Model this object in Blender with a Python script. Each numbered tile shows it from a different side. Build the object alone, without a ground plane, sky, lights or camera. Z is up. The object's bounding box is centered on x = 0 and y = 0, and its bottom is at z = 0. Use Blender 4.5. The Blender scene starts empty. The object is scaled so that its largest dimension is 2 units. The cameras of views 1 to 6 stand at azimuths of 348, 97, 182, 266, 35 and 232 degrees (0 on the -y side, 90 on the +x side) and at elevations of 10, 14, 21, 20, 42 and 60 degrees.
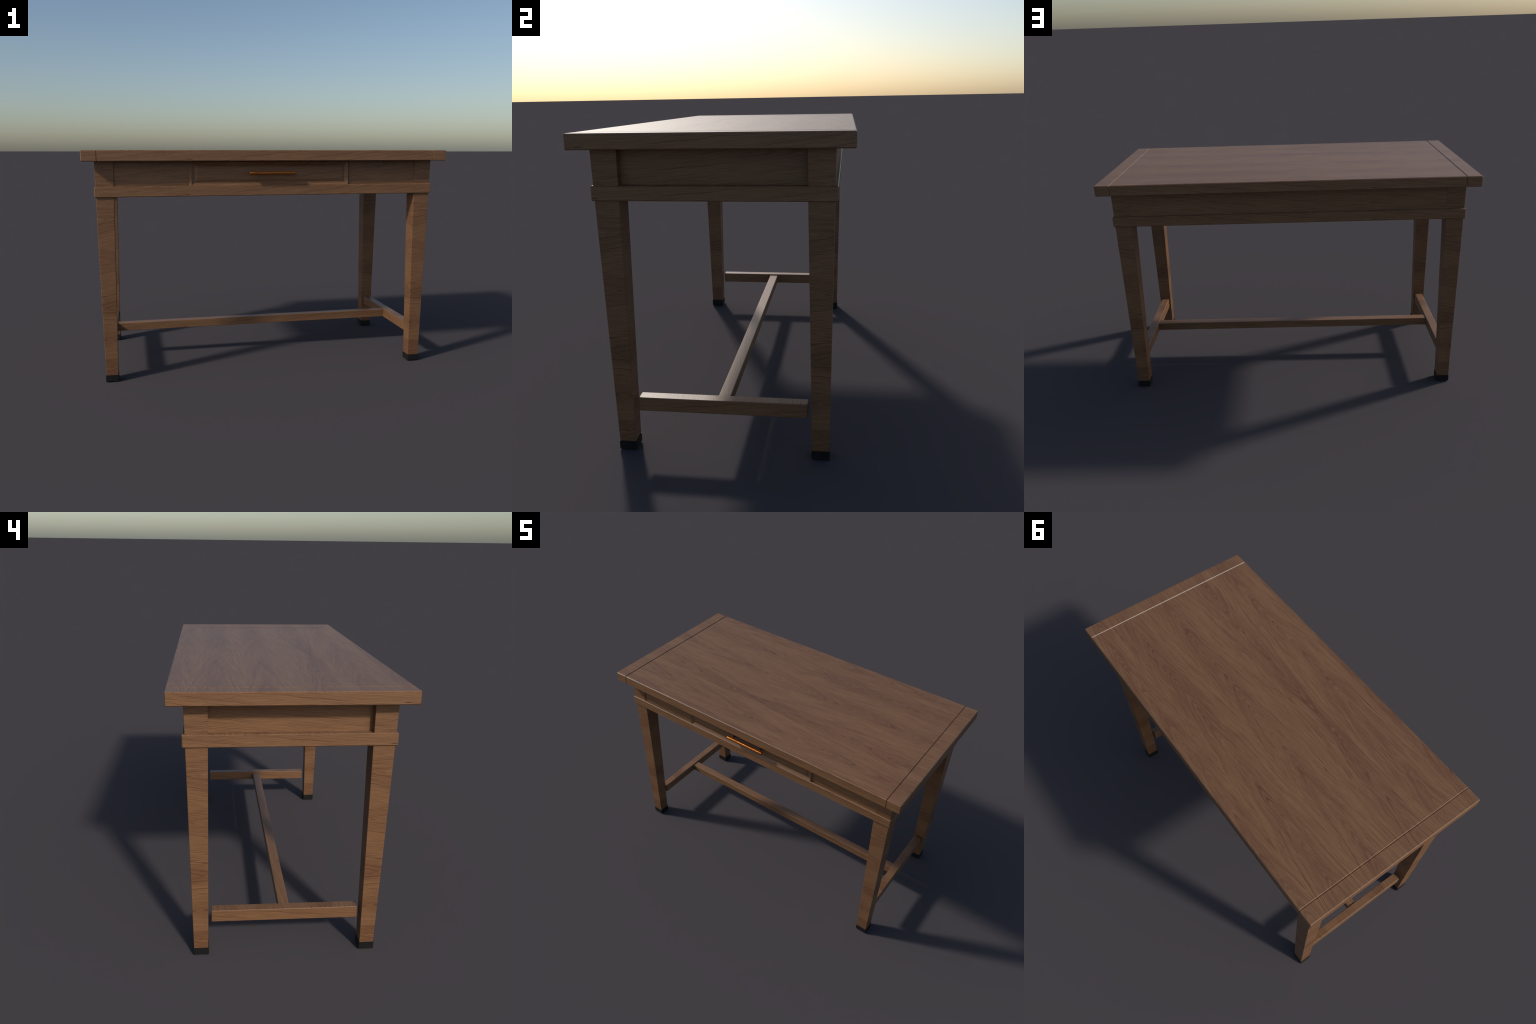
"""Oak writing table: framed top with two end boards, panelled apron with a
moulded drawer front and copper bar pull, four tapered legs with black caps,
H-shaped stretcher.  All sizes in metres, z up."""
import bpy, bmesh, math
from mathutils import Vector

# ------------------------------------------------------------------ sizes
TOP_Z0, TOP_Z1 = 1.2020, 1.2590
TOP_DISH = 0.0038                          # the centre board is dished by this much
TOP_X, TOP_Y = 1.000, 0.5015
SEAM_X = 0.9205
RAIL_Z0, RAIL_Z1 = 1.0155, 1.0705
RAIL_X, RAIL_Y = 0.9425, 0.4436
LEG_X, LEG_Y, LEG_SHIFT = 0.8893, 0.3865, -0.0013
LEG_TOP, LEG_BOT = 0.0490, 0.0328         # half widths
LEG_Z0 = 0.010
FOOT_H, FOOT_HALF = 0.0380, 0.0354
PANEL_Y = 0.4305                           # front panel face
BACK_Y = 0.4314                            # back panel face, nearly flush with the legs
PANEL_X = 0.9060                           # end panel faces (deeper set)
STR_X, STR_HALF = 0.8850, 0.0238           # side stretcher
STR_Z0, STR_Z1, STR_LEN = 0.1675, 0.2256, 0.3355
LONG_Z0, LONG_Z1, LONG_HALF = 0.1705, 0.2185, 0.0245

# ------------------------------------------------------------------ node helper
class Nodes:
    def __init__(self, tree):
        self.t = tree
    def new(self, kind, **kw):
        n = self.t.nodes.new(kind)
        for k, v in kw.items():
            setattr(n, k, v)
        return n
    def put(self, sock, v):
        if v is None:
            return
        if isinstance(v, bpy.types.NodeSocket):
            self.t.links.new(v, sock)
        else:
            sock.default_value = v
    def m(self, op, a, b=None, c=None, clamp=False):
        n = self.new('ShaderNodeMath', operation=op, use_clamp=clamp)
        self.put(n.inputs[0], a); self.put(n.inputs[1], b); self.put(n.inputs[2], c)
        return n.outputs[0]
    def xyz(self, x, y, z=0.0):
        n = self.new('ShaderNodeCombineXYZ')
        for s, v in zip(n.inputs, (x, y, z)):
            self.put(s, v)
        return n.outputs[0]
    def sep(self, v):
        n = self.new('ShaderNodeSeparateXYZ'); self.put(n.inputs[0], v)
        return n.outputs
    def noise(self, vec, scale=1.0, detail=2.0, rough=0.5, dist=0.0):
        n = self.new('ShaderNodeTexNoise')
        self.put(n.inputs['Vector'], vec)
        n.inputs['Scale'].default_value = scale
        n.inputs['Detail'].default_value = detail
        n.inputs['Roughness'].default_value = rough
        n.inputs['Distortion'].default_value = dist
        return n.outputs[0]
    def ramp(self, fac, stops, interp='LINEAR'):
        n = self.new('ShaderNodeValToRGB')
        cr = n.color_ramp; cr.interpolation = interp
        while len(cr.elements) < len(stops):
            cr.elements.new(0.5)
        for e, (p, c) in zip(cr.elements, stops):
            e.position = p
            e.color = (*c, 1.0) if len(c) == 3 else c
        self.put(n.inputs[0], fac)
        return n.outputs[0]
    def smooth(self, v, lo, hi):
        n = self.new('ShaderNodeMapRange', interpolation_type='SMOOTHSTEP')
        self.put(n.inputs[0], v); self.put(n.inputs[1], lo); self.put(n.inputs[2], hi)
        return n.outputs[0]
    def mix(self, fac, a, b, mode='MIX'):
        n = self.new('ShaderNodeMix', data_type='RGBA', blend_type=mode)
        self.put(n.inputs[0], fac); self.put(n.inputs[6], a); self.put(n.inputs[7], b)
        return n.outputs[2]

def material(name):
    mat = bpy.data.materials.new(name)
    mat.use_nodes = True
    t = mat.node_tree
    return mat, Nodes(t), t.nodes['Principled BSDF']

# ------------------------------------------------------------------ oak
TAN = (0.243, 0.122, 0.055, 1)
RED = (0.174, 0.079, 0.036, 1)
DARK = (0.078, 0.027, 0.011, 1)
PALE = (0.298, 0.161, 0.079, 1)
def oak_material():
    mat, n, bsdf = material('oak_veneer')
    # the veneer runs horizontally on every face: along x on upward and front
    # faces, along y on end faces (measured from each part's own middle)
    x, y, z = n.sep(n.new('ShaderNodeTexCoord').outputs['Object'])
    geo = n.new('ShaderNodeNewGeometry')
    nx, ny, nz = [n.m('ABSOLUTE', s) for s in n.sep(geo.outputs['True Normal'])]
    up = n.m('GREATER_THAN', n.m('MULTIPLY', nz, 1.1), n.m('MAXIMUM', nx, ny))
    end = n.m('MULTIPLY', n.m('GREATER_THAN', nx, ny), n.m('SUBTRACT', 1.0, up))
    def pick(f, a, b):     # f ? b : a
        k = n.new('ShaderNodeMix', data_type='FLOAT')
        n.put(k.inputs[0], f); n.put(k.inputs[2], a); n.put(k.inputs[3], b)
        return k.outputs[0]
    u = pick(end, x, y)
    v = pick(up, z, y)

    # boards of the veneer: edge positions drift a little along the grain
    drift = n.noise(n.xyz(n.m('MULTIPLY', u, 1.1), 3.7), 1.0, 1.0)
    vb = n.m('ADD', v, n.m('ADD', n.m('MULTIPLY', u, 0.03),
                           n.m('MULTIPLY_ADD', drift, 0.04, -0.02)))
    f = n.m('MULTIPLY_ADD', vb, 0.8, 0.5)          # v -.625..+.625 -> 0..1
    def at(p):
        return min(1.0, max(0.0, p * 0.8 + 0.5))
    #          lower edge, flame axis, flame kind (0 up, .5 both, 1 down), seed
    boards = [(-9.0, -0.530, 0.0, 0.15), (-0.470, -0.355, 0.0, 0.55),
              (-0.275, -0.180, 0.5, 0.85), (-0.090, 0.070, 0.0, 0.35),
              (0.147, 0.290, 0.0, 0.70), (0.395, 0.460, 0.0, 0.95)]
    axis = n.ramp(f, [(at(b[0]), (at(b[1]),) * 3) for b in boards], 'CONSTANT')
    kind = n.ramp(f, [(at(b[0]), (b[2],) * 3) for b in boards], 'CONSTANT')
    seed = n.ramp(f, [(at(b[0]), (b[3],) * 3) for b in boards], 'CONSTANT')
    w = n.m('MULTIPLY', n.m('SUBTRACT', f, axis), 1.25)     # metres from the axis
    s7 = n.m('MULTIPLY', seed, 37.0)

    # growth rings cut lengthwise: nested flames along each axis
    wob = n.noise(n.xyz(n.m('MULTIPLY', u, 1.6), n.m('MULTIPLY', v, 9.0), s7), 1.0, 2.0)
    jag = n.noise(n.xyz(n.m('MULTIPLY', u, 14.0), n.m('MULTIPLY', v, 60.0), s7), 1.0, 2.0)
    w = n.m('ADD', w, n.m('MULTIPLY_ADD', n.noise(n.xyz(n.m('MULTIPLY', u, 2.3), s7), 1.0, 2.0), 0.05, -0.025))
    r = n.m('SQRT', n.m('MULTIPLY_ADD', w, w, 0.00016))
    r = n.m('MULTIPLY', r, n.m('MULTIPLY_ADD', n.m('ABSOLUTE', w), 1.5, 1.0))   # tighter away from the axis
    both = n.m('MULTIPLY', n.m('SQRT', n.m('MULTIPLY_ADD', n.m('ADD', u, 0.2), n.m('ADD', u, 0.2), 0.01)), -1.0)
    isboth = n.m('GREATER_THAN', kind, 0.25)
    g = pick(isboth, u, both)
    d = n.m('ADD', r, n.m('MULTIPLY', g, 0.135))
    d = n.m('ADD', d, n.m('MULTIPLY_ADD', wob, 0.036, -0.018))
    d = n.m('ADD', d, n.m('MULTIPLY_ADD', jag, 0.0080, -0.0040))
    # rings of uneven width and strength
    d2 = n.m('ADD', d, n.m('MULTIPLY', n.m('SINE', n.m('MULTIPLY', d, 61.0)), 0.004))
    ring = n.m('MULTIPLY_ADD', n.m('SINE', n.m('MULTIPLY', d2, 840.0)), 0.5, 0.5)
    ring = n.m('POWER', ring, 1.5)
    gate = n.smooth(n.noise(n.xyz(n.m('MULTIPLY', d, 70.0), n.m('MULTIPLY', u, 2.5), s7), 1.0, 3.0), 0.40, 0.68)
    band = n.smooth(n.noise(n.xyz(n.m('MULTIPLY', d, 230.0), n.m('MULTIPLY', u, 4.0), s7), 1.0, 2.0, 0.6), 0.48, 0.68)
    wide = n.smooth(n.noise(n.xyz(n.m('MULTIPLY', d, 28.0), n.m('MULTIPLY', u, 0.8), s7), 1.0, 2.0), 0.38, 0.66)
    near = n.m('EXPONENT', n.m('MULTIPLY', n.m('MULTIPLY', w, w), -280.0))
    lines = n.m('MULTIPLY', ring, n.m('MULTIPLY_ADD', gate, 0.62, 0.15))
    lines = n.m('MULTIPLY_ADD', band, 0.48, lines, clamp=True)

    fibre = n.noise(n.xyz(n.m('MULTIPLY', u, 9.0), n.m('MULTIPLY', n.m('ADD', v, n.m('MULTIPLY', d, -0.25)), 230.0), s7), 1.0, 3.0, 0.6)
    pores = n.smooth(n.noise(n.xyz(n.m('MULTIPLY', u, 30.0), n.m('MULTIPLY', v, 620.0)), 1.0, 1.0), 0.60, 0.74)
    cloud = n.noise(n.xyz(n.m('MULTIPLY', u, 2.0), n.m('MULTIPLY', v, 7.0), 5.0), 1.0, 2.0)

    # tone: broad flame zones are redder and darker, straight grain is tan,
    # palest on the low side of each board next to its joint
    pale_side = n.smooth(w, -0.015, -0.10)
    tone = n.m('MULTIPLY_ADD', near, 0.45, n.m('MULTIPLY_ADD', cloud, 0.7, -0.20))
    tone = n.m('ADD', tone, n.m('MULTIPLY_ADD', wide, 0.35, -0.15))
    tone = n.m('SUBTRACT', tone, n.m('MULTIPLY', pale_side, 0.35), clamp=True)
    base = n.mix(tone, TAN, RED)
    depth = n.m('MULTIPLY_ADD', near, -0.08, 0.82)
    col = n.mix(n.m('MULTIPLY', lines, depth), base, DARK)
    col = n.mix(n.m('MULTIPLY', n.smooth(fibre, 0.50, 0.78), 0.55), col, PALE)
    col = n.mix(n.m('MULTIPLY', n.smooth(fibre, 0.48, 0.24), 0.50), col, DARK)
    col = n.mix(n.m('MULTIPLY', pores, 0.30), col, DARK)
    # one small dark bark fleck in the veneer
    fu = n.m('MULTIPLY', n.m('ADD', u, 0.4500), 1 / 0.019)
    fv = n.m('MULTIPLY', n.m('ADD', n.m('ADD', v, 0.0180), n.m('MULTIPLY', n.m('ADD', u, 0.45), 0.06)), 1 / 0.0022)
    fleck = n.m('SUBTRACT', 1.0, n.m('ADD', n.m('MULTIPLY', fu, fu), n.m('MULTIPLY', fv, fv)), clamp=True)
    col = n.mix(n.m('MULTIPLY', n.smooth(fleck, 0.0, 0.7), 0.8), col, (0.030, 0.017, 0.014, 1))

    bsdf.inputs['Base Color'].default_value = (0.3, 0.16, 0.08, 1)
    n.put(bsdf.inputs['Base Color'], col)
    bsdf.inputs['Roughness'].default_value = 0.44
    bsdf.inputs['Specular IOR Level'].default_value = 0.5
    bump = n.new('ShaderNodeBump')
    bump.inputs['Strength'].default_value = 0.25
    bump.inputs['Distance'].default_value = 0.0015
    n.put(bump.inputs['Height'], n.m('SUBTRACT', n.m('MULTIPLY', fibre, 0.7), n.m('MULTIPLY', lines, 0.06)))
    n.put(bsdf.inputs['Normal'], bump.outputs[0])
    return mat

def cap_material():
    mat, n, bsdf = material('black_plastic')
    co = n.new('ShaderNodeTexCoord').outputs['Object']
    c = n.mix(n.noise(co, 60.0, 2.0), (0.0085, 0.0088, 0.0085, 1), (0.0125, 0.0125, 0.012, 1))
    n.put(bsdf.inputs['Base Color'], c)
    bsdf.inputs['Roughness'].default_value = 0.6
    bsdf.inputs['Specular IOR Level'].default_value = 0.25
    return mat

def copper_material():
    mat, n, bsdf = material('aged_copper')
    co = n.new('ShaderNodeTexCoord').outputs['Object']
    a = n.noise(co, 260.0, 3.0, 0.65)
    b = n.noise(co, 75.0, 2.0)
    c = n.ramp(a, [(0.34, (0.055, 0.010, 0.002)), (0.48, (0.36, 0.095, 0.014)),
                   (0.60, (0.80, 0.29, 0.055)), (0.76, (0.70, 0.40, 0.22))])
    c = n.mix(n.m('MULTIPLY', n.smooth(b, 0.50, 0.75), 0.5), c, (0.30, 0.16, 0.03, 1))
    n.put(bsdf.inputs['Base Color'], c)
    bsdf.inputs['Metallic'].default_value = 0.9
    n.put(bsdf.inputs['Roughness'], n.m('MULTIPLY_ADD', a, 0.30, 0.20))
    bump = n.new('ShaderNodeBump')
    bump.inputs['Strength'].default_value = 0.5
    bump.inputs['Distance'].default_value = 0.001
    n.put(bump.inputs['Height'], a)
    n.put(bsdf.inputs['Normal'], bump.outputs[0])
    return mat

# ------------------------------------------------------------------ building
ROOT = None
def finish(name, bm, origin, mat, parent=None, bevel=0.0, segs=3):
    """bm is in world coordinates; the object's origin goes to `origin`."""
    bmesh.ops.recalc_face_normals(bm, faces=bm.faces)
    bm.normal_update()
    if bevel:
        bmesh.ops.bevel(bm, geom=[e for e in bm.edges if not e.is_boundary and e.calc_face_angle(0) > 0.5],
                        offset=bevel, segments=segs, profile=0.5, affect='EDGES', clamp_overlap=True)
    bmesh.ops.recalc_face_normals(bm, faces=bm.faces)
    o = Vector(origin)
    bmesh.ops.translate(bm, verts=bm.verts, vec=-o)
    me = bpy.data.meshes.new(name)
    bm.to_mesh(me); bm.free()
    me.materials.append(mat)
    me.shade_smooth()
    ob = bpy.data.objects.new(name, me)
    ob.location = o
    bpy.context.scene.collection.objects.link(ob)
    mod = ob.modifiers.new('flat_faces', 'WEIGHTED_NORMAL')
    mod.weight = 90
    par = parent or ROOT
    if par is not None:
        ob.parent = par
        if par is not ROOT:
            ob.location = o - par.location
    return ob

def box(x0, x1, y0, y1, z0, z1):
    bm = bmesh.new()
    bmesh.ops.create_cube(bm, size=1.0)
    for vert in bm.verts:
        vert.co = ((x0 + x1) / 2 + vert.co.x * (x1 - x0), (y0 + y1) / 2 + vert.co.y * (y1 - y0),
                   (z0 + z1) / 2 + vert.co.z * (z1 - z0))
    return bm

def loops(rings, close_ends=True):
    """Loft between equal-length closed loops of points."""
    bm = bmesh.new()
    vs = [[bm.verts.new(p) for p in r] for r in rings]
    k = len(rings[0])
    for a, b in zip(vs, vs[1:]):
        for i in range(k):
            bm.faces.new((a[i], a[(i + 1) % k], b[(i + 1) % k], b[i]))
    if close_ends:
        bm.faces.new(list(reversed(vs[0]))); bm.faces.new(vs[-1])
    return bm

def square(cx, cy, z, h):
    return [(cx - h, cy - h, z), (cx + h, cy - h, z), (cx + h, cy + h, z), (cx - h, cy + h, z)]

def rect_xz(ax, z0, z1, y):
    return [(-ax, y, z0), (ax, y, z0), (ax, y, z1), (-ax, y, z1)]

def tube(p0, p1, radii, mat_len=None, n=24):
    """Round bar from p0 to p1 with (fraction, radius) stations."""
    p0, p1 = Vector(p0), Vector(p1)
    ax = (p1 - p0).normalized()
    s = ax.orthogonal().normalized(); t = ax.cross(s)
    rings = []
    for fr, r in radii:
        c = p0.lerp(p1, fr)
        rings.append([c + r * (math.cos(2 * math.pi * i / n) * s + math.sin(2 * math.pi * i / n) * t) for i in range(n)])
    return loops(rings)

def build():
    global ROOT
    oak, black, copper = oak_material(), cap_material(), copper_material()
    ROOT = bpy.data.objects.new('wooden_table', None)
    ROOT['label'] = 'brown oak writing table with one drawer and copper pull'
    ROOT['category'] = 'table'
    bpy.context.scene.collection.objects.link(ROOT)

    # ---- top: centre board and two end boards meeting in a shallow V groove
    mid = (0, 0, (TOP_Z0 + TOP_Z1) / 2)
    gap = 0.0002
    bx, by, cz = SEAM_X - gap, TOP_Y, 0.0038
    def plate(inset, z):
        return [(-bx + inset, -by + inset, z), (bx - inset, -by + inset, z),
                (bx - inset, by - inset, z), (-bx + inset, by - inset, z)]
    rings = [plate(cz, TOP_Z0), plate(0, TOP_Z0 + cz), plate(0, TOP_Z1 - cz), plate(cz, TOP_Z1)]
    for k in range(0, 9):
        t = k / 8
        rings.append(plate(0.040 + 0.050 * t, TOP_Z1 - TOP_DISH * t * t * (3 - 2 * t)))
    bm = loops(rings)
    vertical = [e for e in bm.edges if abs(e.verts[0].co.z - e.verts[1].co.z) > 0.03]
    bmesh.ops.bevel(bm, geom=vertical, offset=0.0020, segments=1, profile=0.5, affect='EDGES')
    board = finish('tabletop', bm, mid, oak)
    board.modifiers.clear()
    # the dish is too shallow to read as an edge: shade the whole top as one flat
    board.data.normals_split_custom_set([tuple(p.normal) if p.normal.z < 0.9 else (0.0, 0.0, 1.0)
                                         for p in board.data.polygons for _ in p.loop_indices])
    for s in (-1, 1):
        xs = sorted((s * (SEAM_X + gap), s * TOP_X))
        end = finish('end_board', box(xs[0], xs[1], -TOP_Y, TOP_Y, TOP_Z0, TOP_Z1), mid, oak, bevel=0.0038, segs=1)
        end.data.shade_flat(); end.modifiers.clear()

    # ---- apron: band round the bottom, panels set back above it
    def ring_pts(dx, z):
        return [(-RAIL_X + dx, -RAIL_Y + dx, z), (RAIL_X - dx, -RAIL_Y + dx, z),
                (RAIL_X - dx, RAIL_Y - dx, z), (-RAIL_X + dx, RAIL_Y - dx, z)]
    inner = 0.052
    prof = [ring_pts(0, RAIL_Z0), ring_pts(0, RAIL_Z1), ring_pts(inner, RAIL_Z1), ring_pts(inner, RAIL_Z0), ring_pts(0, RAIL_Z0)]
    bm = loops(prof, close_ends=False)
    bmesh.ops.remove_doubles(bm, verts=bm.verts, dist=1e-6)
    band = finish('apron_band', bm, (-0.010, 0.020, (RAIL_Z0 + RAIL_Z1) / 2), oak, bevel=0.0032, segs=1)
    band.data.shade_flat(); band.modifiers.clear()

    pz0, pz1 = RAIL_Z1 - 0.012, TOP_Z0 + 0.002
    zc = (pz0 + pz1) / 2
    px, py = LEG_X - 0.03, LEG_Y - 0.03
    finish('front_panel', box(-px, px, -PANEL_Y, -PANEL_Y + 0.02, pz0, pz1), (0, -PANEL_Y, zc), oak)
    finish('back_panel', box(-px, px, BACK_Y - 0.02, BACK_Y, pz0, pz1), (0, BACK_Y, zc), oak)
    for s in (-1, 1):
        xs = sorted((s * PANEL_X, s * (PANEL_X - 0.02)))
        finish('end_panel', box(xs[0], xs[1], -py, py, pz0, pz1), (s * PANEL_X, 0, zc), oak)

    # ---- drawer front: raised frame moulding falling to a valley, raised field
    base_y = -PANEL_Y
    rings = [rect_xz(0.450, 1.0620, 1.2030, base_y + 0.001),
             rect_xz(0.4395, 1.0700, 1.1995, base_y - 0.0105),
             rect_xz(0.4375, 1.0720, 1.1980, base_y - 0.0110),
             rect_xz(0.4195, 1.0888, 1.1815, base_y - 0.0020),
             rect_xz(0.4070, 1.1030, 1.1710, base_y - 0.0068)]
    bm = loops(rings)
    drawer = finish('drawer_front', bm, (0, base_y, 1.137), oak)
    drawer.data.shade_flat(); drawer.modifiers.clear()

    # ---- bar pull
    hy, hz, hl, hr = -0.4735, 1.1370, 0.1265, 0.0090
    e = 0.0015 / (2 * hl)
    pull = finish('drawer_pull', tube((-hl, hy, hz), (hl, hy, hz),
                  [(0, hr - 0.0015), (e, hr)] + [(k / 12, hr) for k in range(1, 12)] + [(1 - e, hr), (1, hr - 0.0015)]),
                  (0, hy, hz), copper, parent=None)
    for s in (-1, 1):
        x = s * 0.098
        finish('pull_post', tube((x, hy + 0.002, hz), (x, base_y - 0.004, hz),
               [(0, 0.0058), (0.72, 0.0058), (0.78, 0.0085), (1.0, 0.0085)], n=20), (x, hy, hz), copper, parent=pull)

    # ---- legs with caps
    leg_mesh = foot_mesh = None
    for sx in (-1, 1):
        for sy in (-1, 1):
            cx, cy = sx * LEG_X, sy * LEG_Y + LEG_SHIFT
            org = (cx, cy, (LEG_Z0 + TOP_Z0) / 2)
            if leg_mesh is None:
                bm = loops([square(cx, cy, LEG_Z0, LEG_BOT), square(cx, cy, TOP_Z0 + 0.002, LEG_TOP)])
                leg = finish('leg', bm, org, oak, bevel=0.0024, segs=2)
                leg_mesh = leg.data
                f = FOOT_HALF
                rings = [square(cx, cy, 0.0, f - 0.0035), square(cx, cy, 0.0035, f), square(cx, cy, FOOT_H, f),
                         square(cx, cy, FOOT_H, LEG_BOT - 0.002), square(cx, cy, 0.012, LEG_BOT - 0.002)]
                bm = loops(rings)
                vert_edges = [e for e in bm.edges if abs(e.verts[0].co.z - e.verts[1].co.z) > 0.01
                              and abs(e.verts[0].co.x - cx) > f - 0.001]
                bmesh.ops.bevel(bm, geom=vert_edges, offset=0.0035, segments=2, profile=0.5, affect='EDGES')
                foot = finish('foot_cap', bm, (cx, cy, 0.0), black, parent=leg)
                foot.data.shade_flat(); foot.modifiers.clear()
                foot_mesh, first_leg, first_foot = foot.data, leg, foot
            else:
                leg = first_leg.copy(); leg.location = org
                bpy.context.scene.collection.objects.link(leg)
                foot = first_foot.copy(); foot.parent = leg
                bpy.context.scene.collection.objects.link(foot)

    # ---- stretchers
    for s in (-1, 1):
        finish('side_stretcher', box(s * STR_X - STR_HALF, s * STR_X + STR_HALF, -STR_LEN, STR_LEN, STR_Z0, STR_Z1),
               (s * STR_X, 0, (STR_Z0 + STR_Z1) / 2), oak, bevel=0.0035)
    lx = STR_X - STR_HALF + 0.006
    finish('long_stretcher', box(-lx, lx, -LONG_HALF, LONG_HALF, LONG_Z0, LONG_Z1),
           (0, 0, (LONG_Z0 + LONG_Z1) / 2), oak, bevel=0.0030)

build()
